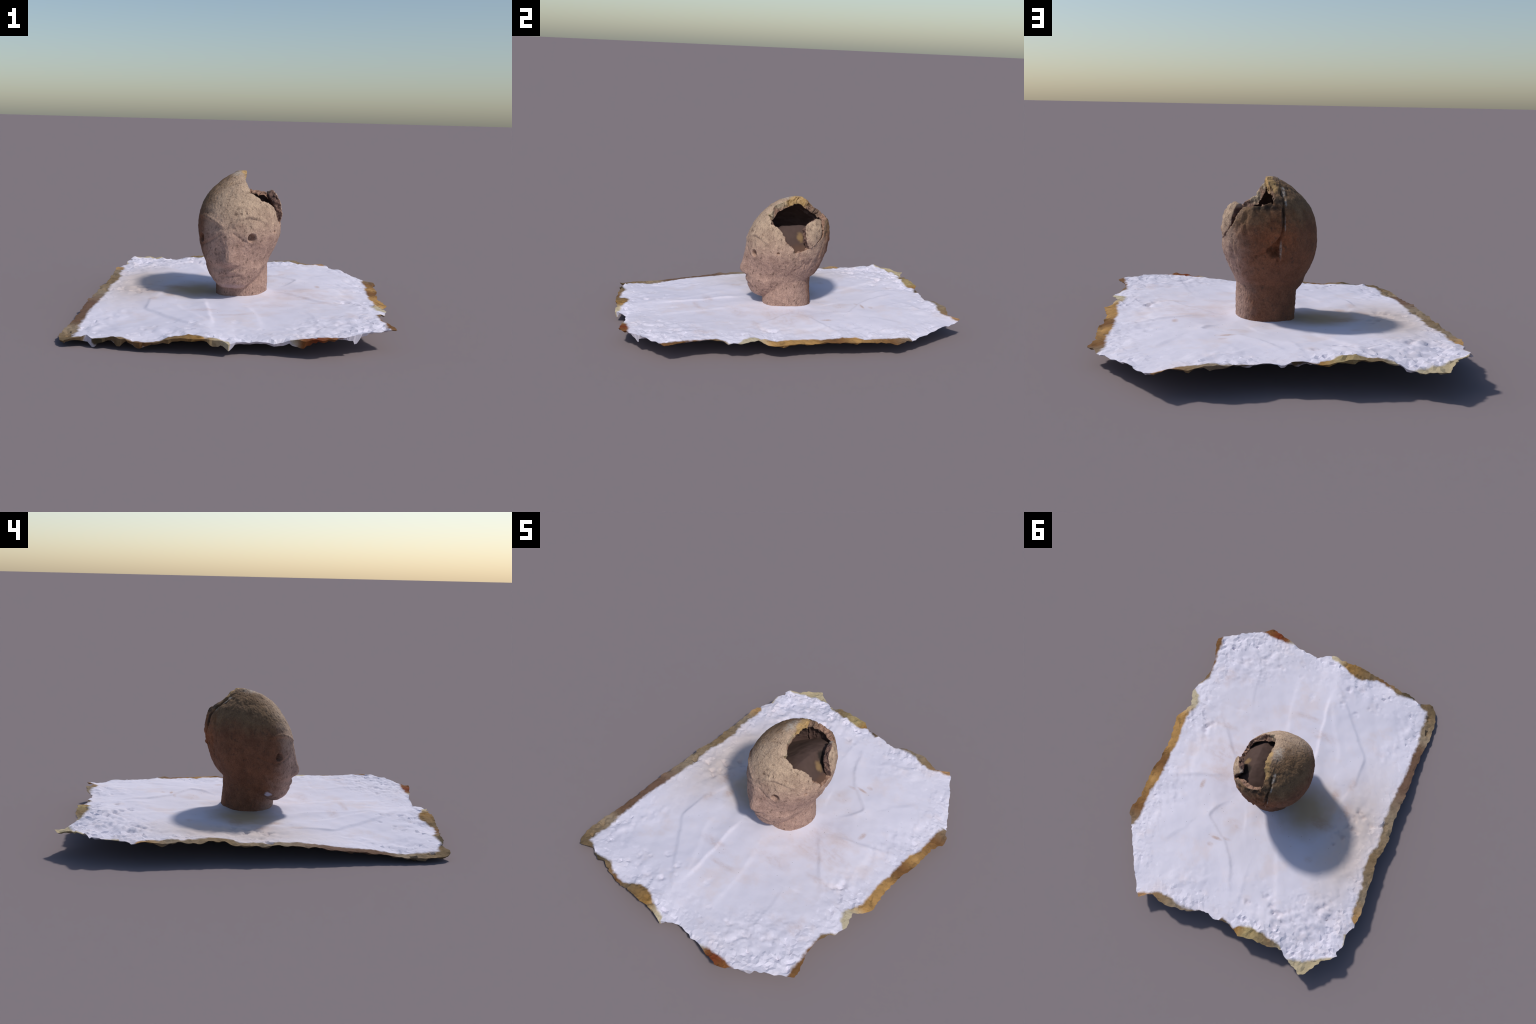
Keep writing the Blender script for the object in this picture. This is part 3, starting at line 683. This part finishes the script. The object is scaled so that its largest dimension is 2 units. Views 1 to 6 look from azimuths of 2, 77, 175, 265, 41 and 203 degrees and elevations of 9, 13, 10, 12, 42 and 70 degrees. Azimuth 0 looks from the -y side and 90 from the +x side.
def signed_polyline(p, pts):
    pts = np.asarray(pts, float); best = np.full(len(p), 1e9); sg = np.ones(len(p))
    for a, b in zip(pts[:-1], pts[1:]):
        d = b - a; t = np.clip(((p - a) @ d) / (d @ d), 0, 1); w = p - (a + t[:, None] * d); r = np.hypot(w[:, 0], w[:, 1])
        m = r < best; best = np.where(m, r, best); sg = np.where(m, np.sign(d[0] * w[:, 1] - d[1] * w[:, 0]), sg)
    return best * np.where(sg == 0, 1, sg)
for k, (pl, h, w) in enumerate(CREASES):
    # pressed fold: steep on one flank, long and soft on the other, fading at its ends
    cp = np.array([pl[0]] + list(pl) + [pl[-1]], float); tt = np.linspace(0, 1, 7)[:-1, None]
    pl = np.array([q_ for i in range(1, len(cp) - 2) for q_ in (.5 * (2 * cp[i] + (cp[i + 1] - cp[i - 1]) * tt + (2 * cp[i - 1] - 5 * cp[i] + 4 * cp[i + 1] - cp[i + 2]) * tt ** 2
                   + (3 * cp[i] - cp[i - 1] - 3 * cp[i + 1] + cp[i + 2]) * tt ** 3))] + [cp[-1]])
    sd = (signed_polyline(V2, pl) + .004 * noise(P3, 15, 223)) * (1 if k % 2 else -1); ends = np.minimum(np.hypot(*(V2 - pl[0]).T), np.hypot(*(V2 - pl[-1]).T))
    prof = np.where(sd > 0, np.exp(-(sd / (w * .6)) ** 2), np.exp(-(-sd / (w * 2.4)) ** 1.3))
    zz += 1.4 * h * prof * sstep(.0, .06, edge) * (.25 + .75 * sstep(.0, .10, ends)) * (.85 + .25 * noise(P3, 8, 224))
inner = sstep(.0, .03, edge)
crum = 1 - sstep(.10, .30, edge + .05 * noise(P3, 6, 230))
lumps = fbm(P3, 16, 2, 240)
vary = .45 + .9 * sstep(-.4, .6, noise(P3, 4.5, 231))
diag = np.c_[(V2[:, 0] * .8 + V2[:, 1] * .6) * 2.2, (V2[:, 1] * .8 - V2[:, 0] * .6) * .8, np.zeros(len(V2))]
zz += inner * crum * vary * (.0045 * lumps + .005 * fbm(diag, 22, 2, 250) + rng.uniform(-.0015, .0015, len(V2)))
corner = sstep(.45, .2, np.hypot(V2[:, 0] + .62, V2[:, 1] - .85)) + sstep(.4, .15, np.hypot(V2[:, 0] - .55, V2[:, 1] + .85)) * .7
zz += inner * corner * (.006 * noise(P3, 26, 260) + rng.uniform(-.004, .004, len(V2)))
dent = np.maximum(0, fbm(P3, 30, 2, 290) - .30) * sstep(-.1, .5, noise(P3, 5, 291)) * (1 - sstep(.2, .36, edge)) * inner
zz -= .040 * dent
zz += (1 - crum) * (.0022 * fbm(P3, 12, 2, 270) + .002 * fbm(diag, 7, 2, 275)) + inner * .003 * noise(P3, 5, 280)
top = np.c_[V2, zz]

# build: top skin, hanging frayed lip, thin underside
nv = len(top); order = np.zeros(nr, int)
for i in range(nv):
    if isr[i]: order[orig[i]] = i
rp = np.c_[ring[:, :2], np.zeros(nr)]
drop = .004 + .006 * np.maximum(0, noise(rp, 14, 301)) + .014 * np.maximum(0, noise(rp, 33, 302) - .3)
DRIPS = [((-.60, -.91), .03, .034), ((-.47, -.93), .022, .030), ((-.37, -.955), .03, .020), ((.03, -.985), .02, .016), ((-.78, .47), .02, .02), ((-.05, .9), .02, .02), ((-.25, .925), .03, .018), ((.25, .93), .04, .015)]
drop *= 1 + 1.6 * (ring[:, 1] < -.86)
for (x, y), w, h in DRIPS: drop += h * np.exp(-((ring[:, 0] - x) ** 2 + (ring[:, 1] - y) ** 2) / w ** 2)
lipz = np.maximum(ring[:, 2] - drop, 0.0); lipz[lipz.argmin()] = 0.0
lip = np.c_[ring[:, :2] - outn * (.006 + .012 * np.abs(noise(rp, 40, 310)))[:, None], lipz]
bot = top.copy(); bot[:, 2] = np.maximum(bot[:, 2] - .0035, .0005)
bot[isr, :2] -= outn[orig[isr]] * .004
V = np.vstack([top, bot, lip]); faces = []
flatflag = []
for t in T:
    a, b, c = t
    n_ = np.cross(top[b] - top[a], top[c] - top[a])
    if n_[2] < 0: t = (a, c, b)
    faces.append(t); flatflag.append(edge[list(t)].mean())
nt = len(faces)
for k in range(nt): a, b, c = faces[k]; faces.append((a + nv, c + nv, b + nv))
for i in range(nr):
    j = (i + 1) % nr; a, b = order[i], order[j]; la, lb = 2 * nv + i, 2 * nv + j
    faces += [(a, la, lb, b), (la, a + nv, b + nv, lb)]
sheet = make_mesh('white_sheet', V, faces)
import bmesh
bm = bmesh.new(); bm.from_mesh(sheet); bmesh.ops.recalc_face_normals(bm, faces=bm.faces); bm.to_mesh(sheet); bm.free()
flags = np.zeros(len(sheet.polygons), bool); ff = np.array(flatflag)
jit = rng.uniform(-.03, .03, nt)
flags[:nt] = ff + jit > .11; flags[nt:2 * nt] = True
sheet.polygons.foreach_set('use_smooth', flags)
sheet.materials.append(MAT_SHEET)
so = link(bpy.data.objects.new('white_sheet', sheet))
so['label'] = 'ragged crumpled white cloth sheet with scanned table showing as a brown border'; so['category'] = 'cloth sheet'
